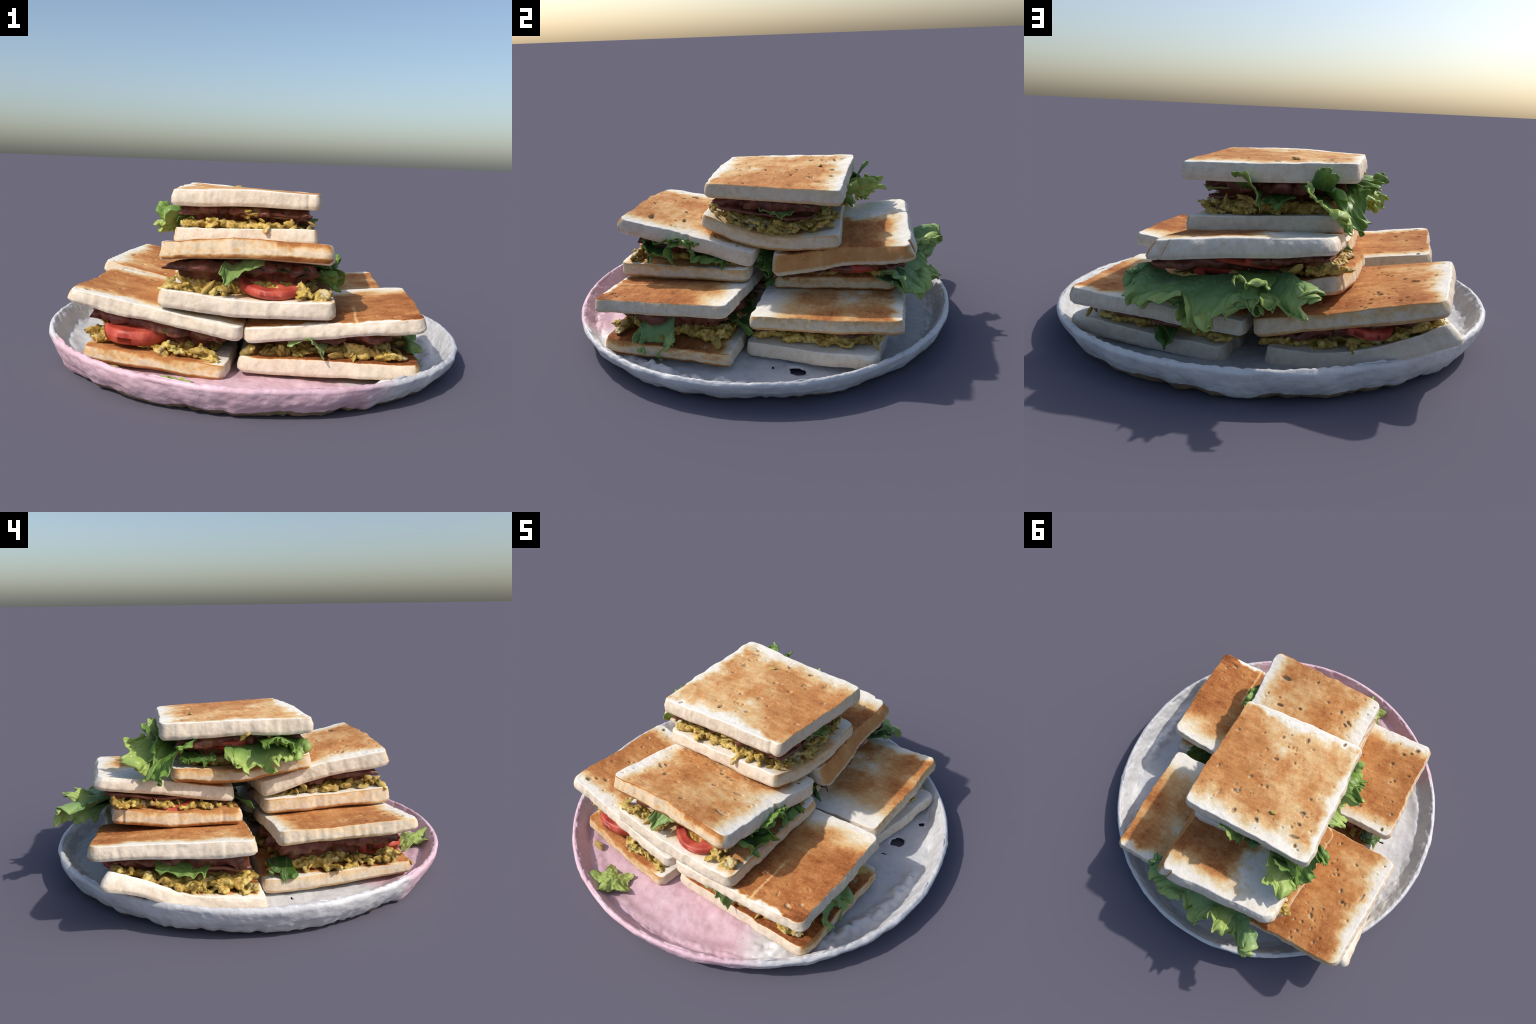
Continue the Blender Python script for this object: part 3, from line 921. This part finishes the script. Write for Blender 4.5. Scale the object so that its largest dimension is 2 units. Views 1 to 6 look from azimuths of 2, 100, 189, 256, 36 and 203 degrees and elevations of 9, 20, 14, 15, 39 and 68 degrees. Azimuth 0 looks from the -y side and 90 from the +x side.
# slice shapes: corners of the upper face, measured in metres ------------------
SL = {
    "A1": Slice((-0.748, -0.602, 0.386), (-0.037, -0.676, 0.270), (-0.015, -0.03, 0.262), (-0.722, 0.022, 0.368), 0.062),
    "A2": Slice((-0.692, -0.622, 0.151), (-0.098, -0.692, 0.113), (-0.06, 0.02, 0.10), (-0.682, 0.078, 0.132), 0.062),
    "B1": Slice((-0.014, -0.658, 0.262), (0.686, -0.680, 0.340), (0.722, -0.063, 0.346), (0.0, 0.0, 0.262), 0.060),
    "B2": Slice((-0.036, -0.626, 0.133), (0.690, -0.650, 0.142), (0.732, -0.045, 0.113), (0.0, 0.02, 0.11), 0.070),
    "C1": Slice((0.0, 0.06, 0.218), (0.658, 0.050, 0.266), (0.690, 0.712, 0.282), (-0.014, 0.742, 0.224), 0.064),
    "C2": Slice((0.0, 0.10, 0.095), (0.592, 0.010, 0.106), (0.742, 0.604, 0.134), (0.074, 0.705, 0.092), 0.068, [[0, -0.006, 0], [0, -0.008, -0.008], [0, -0.006, 0]]),
    "D1": Slice((-0.815, 0.153, 0.380), (-0.09, 0.07, 0.250), (-0.05, 0.762, 0.238), (-0.722, 0.806, 0.394), 0.065),
    "D2": Slice((-0.808, 0.114, 0.118), (-0.16, 0.07, 0.092), (-0.097, 0.692, 0.102), (-0.757, 0.748, 0.297), 0.068,
                [[0, 0, 0, 0, 0], [-0.02, -0.02, -0.01, 0, 0], [-0.04, -0.045, -0.03, -0.01, 0], [-0.012, -0.05, -0.045, -0.02, 0], [0, -0.036, -0.054, -0.040, 0]],
                low=[(-0.815, 0.112, 0.052), (-0.16, 0.07, 0.028), (-0.097, 0.697, 0.036), (-0.800, 0.780, 0.236)]),
    "E1": Slice((-0.372, -0.631, 0.605), (0.318, -0.667, 0.620), (0.333, 0.004, 0.456), (-0.335, 0.004, 0.472), 0.078, [[0, 0.016, 0], [0.022, 0.020, 0.006], [0.01, 0.01, 0]]),
    "E2": Slice((-0.374, -0.656, 0.408), (0.328, -0.680, 0.386), (0.360, -0.031, 0.377), (-0.35, -0.012, 0.394), 0.070, [[0, -0.016, 0], [0, -0.008, 0], [0, 0, 0]]),
    "F1": Slice((-0.33, 0.140, 0.464), (0.290, 0.100, 0.430), (0.330, 0.757, 0.505), (-0.322, 0.762, 0.566), 0.068, [[0, 0.006, 0], [0.004, 0.020, 0.014], [0, 0.006, 0]],
                low=[(-0.34, 0.14, 0.392), (0.350, 0.106, 0.338), (0.360, 0.784, 0.434), (-0.330, 0.784, 0.503)]),
    "F2": Slice((-0.418, 0.127, 0.385), (0.268, 0.088, 0.312), (0.283, 0.690, 0.320), (-0.354, 0.705, 0.416), 0.070, [[0, 0, 0], [-0.012, -0.006, 0], [0, -0.01, 0]]),
    "G1": Slice((-0.388, -0.227, 0.796), (0.284, -0.228, 0.795), (0.323, 0.424, 0.768), (-0.386, 0.472, 0.808), 0.076, [[0, 0.009, 0], [0.002, 0.005, 0], [0, -0.004, 0]]),
    "G2": Slice((-0.380, -0.226, 0.618), (0.281, -0.250, 0.632), (0.307, 0.421, 0.545), (-0.365, 0.424, 0.592), 0.070,
                [[0, 0, 0], [-0.008, -0.02, -0.045], [-0.032, -0.05, -0.062], [-0.02, -0.03, -0.035], [0, 0, 0]]),
}

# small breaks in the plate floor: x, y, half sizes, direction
HOLES = [(0.709, 0.258, 0.040, 0.029, 1.35), (0.681, 0.137, 0.014, 0.011, 1.3), (0.76, 0.451, 0.015, 0.012, 0.9), (-0.722, -0.032, 0.015, 0.008, 0.3)]


def h(k):
    return SL[k].hx, SL[k].hy


def build_bread(sw, key, seed, **kw):
    t, b = SL[key + "1"], SL[key + "2"]
    ua, ub = kw.pop("upper"), kw.pop("lower")
    ga, gb = kw.pop("upper_shape", {}), kw.pop("lower_shape", {})
    build_slice(t, "bread_slice", sw.root, toast_material("toast_" + key.lower() + "_upper", t.hx, t.hy, shift=seed * 0.37, **ua), seed, n=150, **ga)
    build_slice(b, "bread_slice", sw.root, toast_material("toast_" + key.lower() + "_lower", b.hx, b.hy, shift=seed * 0.53 + 1, **ub), seed + 100, n=98, **{"pores": 26, **gb})


def build_all():
    chunk_meshes()
    build_plate()

    # --- front left, on the plate
    A = Sandwich(SL["A1"], SL["A2"], 11, "toasted sandwich with tomato and egg, front left")
    build_bread(A, "A", 11,
                upper=dict(pale=(0.0, 0, 0.10, 0.12), level=0.52, grad=(-0.14, 0.0), sides=(0.25, 0, 0, 0.1)), upper_shape=dict(pores=90, big_pores=[(-0.30, -0.26, 0.020, 0.012, 0.8), (-0.275, -0.23, 0.012, 0.009, 0.3)]),
                lower=dict(level=0.62, sides=(0.25, 0.1, 0.75, 0), pale=(0.04, 0.1, 0, 0)))
    A.mass((0.13, 0.12, 0.12, 0.06), (0.0, 0.34))
    A.inner_leaf(0.20, 0.80)
    disc_slice("tomato_slice", A.root, (-0.485, -0.497, 0.196), (0.06, -0.03, 1), 0.150, 0.062, 3, ring=0.9)
    A.chunks("-y", 0.50, 0.98, 20, 0.03, 0.08, (0.0, 0.3), (0.016, 0.030))
    A.chunks("-x", 0.10, 0.80, 22, 0.03, 0.07, (0.0, 0.22), (0.014, 0.032))
    A.egg()
    leaf("lettuce_leaf", A.root, [(-0.58, -0.06, 0.20), (-0.58, 0.05, 0.19)], [(-0.715, -0.06, 0.16), (-0.71, 0.0, 0.145), (-0.685, 0.06, 0.17)], LEAF_DARK, 301, 0.015, 2.0, na=60)

    # --- front right
    B = Sandwich(SL["B1"], SL["B2"], 12, "toasted sandwich with lettuce, front right")
    build_bread(B, "B", 12,
                upper=dict(pale=(0.0, 0, 0.02, 0.17), level=0.60, grad=(0.07, -0.03), sides=(0, 0.12, 0, 0), stripes=((-0.02, 0.016), (0.10, 0.012))), upper_shape=dict(pores=70),
                lower=dict(level=0.78, grad=(0.1, -0.06), sides=(0, 0.8, 0.06, 0), pale=(0.08, 0, 0.0, 0.10)), lower_shape=dict(pores=40))
    B.mass((0.12, 0.13, 0.12, 0.05), (0.0, 0.42))
    B.inner_leaf(0.17, 0.82)
    B.chunks("-y", 0.02, 0.9, 24, 0.04, 0.07, (0.0, 0.3), (0.014, 0.032))
    B.egg()
    B.chunks("+x", 0.15, 0.98, 24, 0.07, 0.09, (0.0, 0.45), (0.014, 0.034))
    leaf("lettuce_leaf", B.root, [(0.60, -0.45, 0.23), (0.60, -0.38, 0.25), (0.60, -0.32, 0.25)],
         [(0.725, -0.505, 0.135), (0.752, -0.475, 0.085), (0.748, -0.43, 0.042), (0.755, -0.36, 0.10), (0.735, -0.295, 0.17)], LEAF_BIG, 311, 0.020, 3.2, belly=0.03)
    leaf("lettuce_leaf", B.root, [(0.16, -0.55, 0.21), (0.24, -0.55, 0.22), (0.33, -0.56, 0.19)],
         [(0.155, -0.675, 0.205), (0.255, -0.702, 0.232), (0.292, -0.690, 0.15)], LEAF_PALE, 312, 0.008, 1.3, na=60)

    leaf("lettuce_leaf", B.root, [(0.30, -0.12, 0.20), (0.55, -0.12, 0.20)], [(0.36, 0.02, 0.20), (0.50, 0.035, 0.12), (0.63, 0.025, 0.16), (0.66, 0.0, 0.22)], LEAF_DARK, 314, 0.016, 2.4, na=80)

    # --- back right
    C = Sandwich(SL["C1"], SL["C2"], 13, "lightly toasted sandwich with egg, back right")
    build_bread(C, "C", 13,
                upper=dict(pale=(0.02, 0.0, 0.20, 0.07), level=0.40, grad=(0.10, 0.05), sides=(0, 0.42, 0, 0), spots=((0.28, 0.0, 0.10, 0.18), (-0.05, 0.1, 0.16, -0.12))), upper_shape=dict(pores=10, corner=0.12),
                lower=dict(pale=(0.1, 0.12, 0.1, 0.1), level=0.15, sides=(0, 0, 0, 0)), lower_shape=dict(pores=4))
    C.mass((0.03, 0.08, 0.06, 0.09), (0.0, 0.55), 0.007)
    C.chunks("+x", 0.25, 0.95, 6, 0.09, 0.03, (0.0, 0.5), (0.010, 0.018))
    C.egg()
    C.chunks("+y", 0.1, 0.9, 8, 0.08, 0.03, (0.0, 0.5), (0.010, 0.02))
    leaf("lettuce_leaf", C.root, [(0.33, 0.62, 0.16), (0.26, 0.62, 0.16)], [(0.335, 0.715, 0.15), (0.29, 0.75, 0.07), (0.265, 0.725, 0.135)], LEAF_DARK, 321, 0.008, 1.0, na=50)

    # --- back left, its lower slice riding up over the rim
    D = Sandwich(SL["D1"], SL["D2"], 14, "browned toasted sandwich with egg, back left")
    build_bread(D, "D", 14,
                upper=dict(pale=(0.09, 0.0, 0.0, 0.0), level=0.60, grad=(0.10, -0.02), sides=(0.0, 0.1, 0.2, 0.40)), upper_shape=dict(pores=95, big_pores=[(-0.30, -0.06, 0.034, 0.008, 1.4), (0.26, 0.02, 0.018, 0.010, 0.2)]),
                lower=dict(level=0.5, grad=(0.0, -0.15), pale=(0.06, 0.1, 0.03, 0.1)))
    D.mass((0.13, 0.03, 0.06, 0.11), (0.0, 0.40))
    D.ham(0.09, 0.5, 0.02, 0.42, 0.62)
    D.inner_leaf(0.18, 0.85)
    disc_slice("tomato_slice", D.root, (-0.45, 0.66, 0.24), (-0.2, 0.1, 1), 0.12, 0.035, 6)
    D.chunks("-x", 0.06, 0.66, 34, 0.04, 0.09, (0.0, 0.25), (0.016, 0.036))
    D.chunks("-x", 0.6, 0.95, 8, 0.05, 0.05, (0.0, 0.3), (0.012, 0.022))
    D.chunks("+y", 0.1, 0.9, 18, 0.05, 0.06, (0.0, 0.4), (0.014, 0.028))
    D.egg()
    leaf("lettuce_leaf", D.root, [(-0.66, 0.55, 0.29), (-0.66, 0.42, 0.27), (-0.66, 0.30, 0.26)], [(-0.775, 0.56, 0.275), (-0.80, 0.44, 0.245), (-0.79, 0.37, 0.225)], LEAF_LIME, 331, 0.010, 1.6, na=60)

    # --- middle front
    E_ = Sandwich(SL["E1"], SL["E2"], 15, "toasted sandwich with tomato slice, middle front")
    build_bread(E_, "E", 15,
                upper=dict(pale=(0.12, 0.10, 0.0, 0.0), level=0.44, grad=(0.03, -0.08), sides=(0, 0, 0.95, 0.1)),
                upper_shape=dict(pores=110, notches=((1.0, 0.02, 0.05, 0.014),), big_pores=[(0.22, -0.22, 0.032, 0.014, 0.1), (0.02, 0.02, 0.014, 0.010, 0.0), (0.06, 0.02, 0.013, 0.009, 0.7), (0.18, -0.06, 0.024, 0.010, 0.1)]),
                lower=dict(pale=(0.15, 0.02, 0.06, 0.0), level=0.30, grad=(0.08, 0.0), sides=(0.5, 0.45, 0.0, 0.2)))
    E_.mass((0.07, 0.10, 0.15, 0.02), (0.0, 0.40))
    E_.inner_leaf(0.13, 0.80)
    disc_slice("tomato_slice", E_.root, (0.085, -0.530, 0.424), (0.03, -0.16, 1), 0.142, 0.040, 8, ring=0.33)
    disc_slice("tomato_slice", E_.root, (-0.13, -0.42, 0.43), (0.0, -0.12, 1), 0.12, 0.03, 9)
    E_.chunks("-y", 0.04, 0.40, 15, 0.02, 0.09, (0.0, 0.2), (0.016, 0.030))
    E_.chunks("-y", 0.78, 0.95, 8, 0.05, 0.08, (0.0, 0.25), (0.014, 0.026))
    E_.egg()
    E_.chunks("-x", 0.03, 0.8, 24, 0.01, 0.06, (0.0, 0.5), (0.014, 0.030))
    leaf("lettuce_leaf", E_.root, [(-0.10, -0.50, 0.51), (-0.02, -0.48, 0.53), (0.07, -0.50, 0.53)],
         [(-0.128, -0.668, 0.500), (-0.105, -0.690, 0.440), (-0.03, -0.660, 0.482), (0.045, -0.622, 0.508)], LEAF_PALE, 341, 0.007, 1.0, na=60, belly=0.02)
    leaf("lettuce_leaf", E_.root, [(0.19, -0.60, 0.47), (0.20, -0.45, 0.46), (0.20, -0.30, 0.44), (0.20, -0.12, 0.42)],
         [(0.335, -0.56, 0.515), (0.376, -0.50, 0.455), (0.370, -0.42, 0.415), (0.385, -0.36, 0.475), (0.378, -0.28, 0.405), (0.372, -0.18, 0.425), (0.35, -0.12, 0.40)], LEAF_DARK, 342, 0.026, 4.5)
    leaf("lettuce_leaf", E_.root, [(0.16, -0.56, 0.50), (0.18, -0.40, 0.49), (0.18, -0.20, 0.46)],
         [(0.33, -0.55, 0.53), (0.362, -0.46, 0.50), (0.375, -0.36, 0.52), (0.355, -0.22, 0.455)], LEAF_DARK, 343, 0.020, 3.5)

    # --- middle back, a big leaf spilling out behind
    F_ = Sandwich(SL["F1"], SL["F2"], 16, "toasted sandwich with hanging lettuce, middle back")
    build_bread(F_, "F", 16,
                upper=dict(pale=(0.0, 0.0, 0.06, 0.13), level=0.60, grad=(0.20, -0.02), sides=(0, 0.6, 0, 0), spots=((-0.20, 0.12, 0.26, -0.62),)),
                upper_shape=dict(pores=0, corner=0.2, notches=((0.84, 1.0, 0.05, 0.014),)),
                lower=dict(level=0.55, sides=(0.75, 0.75, 0, 0.25), under=0.9), lower_shape=dict(notches=((-1.0, 0.86, 0.03, 0.012), (-1.0, -0.7, 0.03, 0.008))))  # +x side browned extra to paint in the dimness under the upper slice
    F_.mass((0.10, 0.05, 0.04, 0.12), (0.0, 0.40), meat=(0.06, 0.0, 0.04, 0.06))
    F_.ham(0.03, 0.50, 0.30, 0.93, 0.80, seed=4)
    disc_slice("tomato_slice", F_.root, (0.165, 0.50, 0.368), (-0.08, -0.06, 1), 0.175, 0.040, 10)
    disc_slice("tomato_slice", F_.root, (0.02, 0.60, 0.425), (-0.08, -0.25, 1), 0.155, 0.045, 11)
    disc_slice("tomato_slice", F_.root, (-0.24, 0.42, 0.415), (-0.35, 0.0, 1), 0.12, 0.035, 12)
    F_.chunks("-x", 0.05, 0.85, 20, 0.06, 0.05, (0.0, 0.4), (0.014, 0.030))
    F_.chunks("+y", 0.02, 0.25, 10, 0.05, 0.06, (0.0, 0.4), (0.018, 0.034))
    F_.chunks("+x", 0.0, 0.4, 5, 0.08, 0.05, (0.0, 0.4), (0.012, 0.022))
    F_.egg()
    leaf("lettuce_leaf", F_.root,
         [(0.35, 0.62, 0.372), (0.28, 0.66, 0.352), (0.15, 0.67, 0.368), (0.0, 0.68, 0.388), (-0.12, 0.69, 0.404), (-0.18, 0.72, 0.418)],
         [(0.425, 0.70, 0.392), (0.455, 0.725, 0.335), (0.44, 0.78, 0.290), (0.395, 0.81, 0.252), (0.32, 0.84, 0.280), (0.21, 0.86, 0.302), (0.154, 0.90, 0.245), (0.094, 0.91, 0.252),
          (0.04, 0.925, 0.300), (-0.075, 0.915, 0.358), (-0.16, 0.93, 0.330), (-0.25, 0.985, 0.331), (-0.294, 0.945, 0.378), (-0.245, 0.85, 0.400)],
         LEAF_BIG, 351, 0.026, 9.0, belly=0.016, belly_dir=(0, 0.5, 0.85), na=300, nb=80, lobes=0.5)
    leaf("lettuce_leaf", F_.root, [(0.32, 0.60, 0.335), (0.15, 0.65, 0.350), (0.0, 0.66, 0.370), (-0.14, 0.68, 0.395)],
         [(0.405, 0.70, 0.330), (0.385, 0.775, 0.268), (0.27, 0.81, 0.262), (0.14, 0.845, 0.250), (0.0, 0.875, 0.290), (-0.13, 0.90, 0.315), (-0.21, 0.90, 0.335)], LEAF_BIG, 358, 0.026, 6.0, na=200, nb=56, lobes=0.7)
    leaf("lettuce_leaf", F_.root, [(0.02, 0.68, 0.40), (-0.14, 0.68, 0.41)], [(-0.01, 0.89, 0.41), (-0.05, 0.93, 0.415), (-0.12, 0.90, 0.385)], LEAF_LIME, 353, 0.020, 1.8, na=70)
    leaf("lettuce_leaf", F_.root, [(-0.20, 0.16, 0.41), (0.05, 0.15, 0.39), (0.22, 0.15, 0.37)], [(-0.36, 0.06, 0.37), (-0.10, 0.04, 0.34), (0.15, 0.06, 0.30), (0.33, 0.06, 0.28)], LEAF_DARK, 354, 0.02, 4)

    leaf("lettuce_leaf", F_.root, [(0.02, -0.02, 0.475), (0.02, -0.02, 0.37)], [(0.06, 0.15, 0.475), (0.07, 0.14, 0.41), (0.06, 0.15, 0.34)], LEAF_DARK, 357, 0.010, 1.6, na=60)
    leaf("lettuce_leaf", F_.root, [(0.10, 0.15, 0.41), (0.22, 0.15, 0.38)], [(0.15, -0.01, 0.445), (0.23, 0.0, 0.40), (0.275, 0.02, 0.33), (0.27, 0.05, 0.26)], LEAF_DARK, 356, 0.016, 2.2, na=80)
    leaf("lettuce_leaf", F_.root, [(0.10, 0.16, 0.36), (0.22, 0.20, 0.37)], [(0.22, 0.045, 0.40), (0.29, 0.05, 0.345), (0.285, 0.075, 0.285), (0.29, 0.12, 0.33)], LEAF_DARK, 355, 0.016, 2.2, na=80)

    # --- top of the pile
    G = Sandwich(SL["G1"], SL["G2"], 17, "pale golden toasted sandwich crowning the pile")
    build_bread(G, "G", 17,
                upper=dict(pale=(0.05, 0.0, 0.03, 0.11), level=0.42, grad=(0.10, 0.04), sides=(0, 0.22, 0, 0), spots=((0.20, 0.02, 0.16, 0.16), (-0.06, 0.18, 0.08, 0.12))),
                upper_shape=dict(pores=110, corner=0.10, notches=((0.88, -1.0, 0.04, 0.010),), big_pores=[(0.04, -0.08, 0.016, 0.011, 0.2), (-0.02, 0.26, 0.013, 0.011, 0), (-0.23, 0.25, 0.03, 0.009, 0.2), (0.22, 0.22, 0.024, 0.007, 1.4)]),
                lower=dict(pale=(0.0, 0.0, 0.08, 0.18), level=0.30, grad=(0.0, -0.03), sides=(0.7, 0.45, 0.0, 0.0), under=1.2))
    G.mass((0.10, 0.11, 0.10, 0.11), (0.0, 0.36))
    G.ham(0.45, 0.94, 0.08, 0.80, 0.52, 0.016)
    G.ham(0.50, 0.90, 0.06, 0.40, 0.66, 0.014, seed=3)
    G.inner_leaf(0.17, 0.84)
    disc_slice("tomato_slice", G.root, (-0.22, 0.14, 0.685), (-0.1, 0.1, 1), 0.12, 0.035, 14)
    G.chunks("+x", 0.03, 0.80, 34, 0.05, 0.08, (0.0, 0.30), (0.016, 0.032))
    G.chunks("-y", 0.20, 0.98, 22, 0.03, 0.07, (0.0, 0.35), (0.014, 0.030))
    G.chunks("-y", 0.35, 0.60, 5, 0.04, 0.05, (0.45, 0.8), (0.012, 0.022))
    G.chunks("+y", 0.45, 0.95, 18, 0.06, 0.08, (0.0, 0.40), (0.018, 0.032))
    G.chunks("-x", 0.03, 0.5, 10, 0.0, 0.05, (0.85, 1.05), (0.008, 0.014))
    G.egg()
    # frill at the back left corner, drooping over the lower slice
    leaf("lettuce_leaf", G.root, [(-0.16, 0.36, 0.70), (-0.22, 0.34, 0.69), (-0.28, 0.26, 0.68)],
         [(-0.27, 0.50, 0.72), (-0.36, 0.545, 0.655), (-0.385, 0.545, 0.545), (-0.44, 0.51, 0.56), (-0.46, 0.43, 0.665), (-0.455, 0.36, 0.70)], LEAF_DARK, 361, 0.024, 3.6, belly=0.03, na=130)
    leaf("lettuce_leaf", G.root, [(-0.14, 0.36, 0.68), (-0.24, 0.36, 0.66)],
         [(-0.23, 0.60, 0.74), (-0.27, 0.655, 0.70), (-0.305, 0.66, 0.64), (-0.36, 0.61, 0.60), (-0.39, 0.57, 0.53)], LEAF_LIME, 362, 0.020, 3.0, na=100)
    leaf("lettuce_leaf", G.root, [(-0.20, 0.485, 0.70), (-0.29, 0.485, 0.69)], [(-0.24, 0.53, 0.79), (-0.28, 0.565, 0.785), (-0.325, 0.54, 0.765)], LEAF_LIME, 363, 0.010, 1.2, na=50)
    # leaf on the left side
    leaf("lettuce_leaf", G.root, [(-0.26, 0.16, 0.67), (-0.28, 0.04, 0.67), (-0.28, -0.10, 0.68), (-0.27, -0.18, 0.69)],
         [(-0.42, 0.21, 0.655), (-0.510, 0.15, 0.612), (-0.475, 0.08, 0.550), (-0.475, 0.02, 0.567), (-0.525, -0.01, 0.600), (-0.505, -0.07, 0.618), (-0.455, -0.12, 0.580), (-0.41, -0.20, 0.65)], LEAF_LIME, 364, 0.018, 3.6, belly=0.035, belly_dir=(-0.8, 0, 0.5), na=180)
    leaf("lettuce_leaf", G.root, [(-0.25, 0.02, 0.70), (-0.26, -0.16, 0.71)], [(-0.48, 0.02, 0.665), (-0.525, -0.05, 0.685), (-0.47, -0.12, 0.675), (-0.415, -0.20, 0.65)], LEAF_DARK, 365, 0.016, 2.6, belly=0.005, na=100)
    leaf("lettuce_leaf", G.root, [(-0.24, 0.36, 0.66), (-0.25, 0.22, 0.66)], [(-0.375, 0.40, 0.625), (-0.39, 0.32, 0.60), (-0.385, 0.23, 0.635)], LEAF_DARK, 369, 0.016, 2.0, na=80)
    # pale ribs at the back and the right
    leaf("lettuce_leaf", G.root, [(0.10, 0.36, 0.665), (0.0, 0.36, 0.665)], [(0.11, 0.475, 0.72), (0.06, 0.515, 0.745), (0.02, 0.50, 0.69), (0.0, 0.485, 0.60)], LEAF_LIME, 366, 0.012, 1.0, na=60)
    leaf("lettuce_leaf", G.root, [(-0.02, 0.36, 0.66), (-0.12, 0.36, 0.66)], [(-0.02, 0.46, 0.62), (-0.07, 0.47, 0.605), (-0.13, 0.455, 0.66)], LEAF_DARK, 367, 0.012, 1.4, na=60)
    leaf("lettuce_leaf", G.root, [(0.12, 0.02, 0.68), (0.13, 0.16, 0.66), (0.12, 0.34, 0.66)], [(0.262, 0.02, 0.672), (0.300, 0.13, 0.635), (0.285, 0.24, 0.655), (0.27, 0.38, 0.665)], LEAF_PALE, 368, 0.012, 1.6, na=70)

    # --- loose bits
    r = np.random.default_rng(5)
    scrap = torn_scrap((-0.308, -0.815, 0.100), (0.12, 0.34, 1.0), 0.090, 371)
    scrap.name = "lettuce_scrap"
    scrap["label"] = "small torn scrap of pale green lettuce"
    scrap["category"] = "lettuce"
    for p, s, lab in (((-0.55, -0.69, 0.075), 0.028, "small lump of egg lying on the plate"), ((-0.12, 0.301, 0.796), 0.011, "tiny crumb of egg on the top toast")):
        c = chunk(None, p, s, r, "egg_crumb")
        c["label"] = lab
        c["category"] = "egg"


build_all()
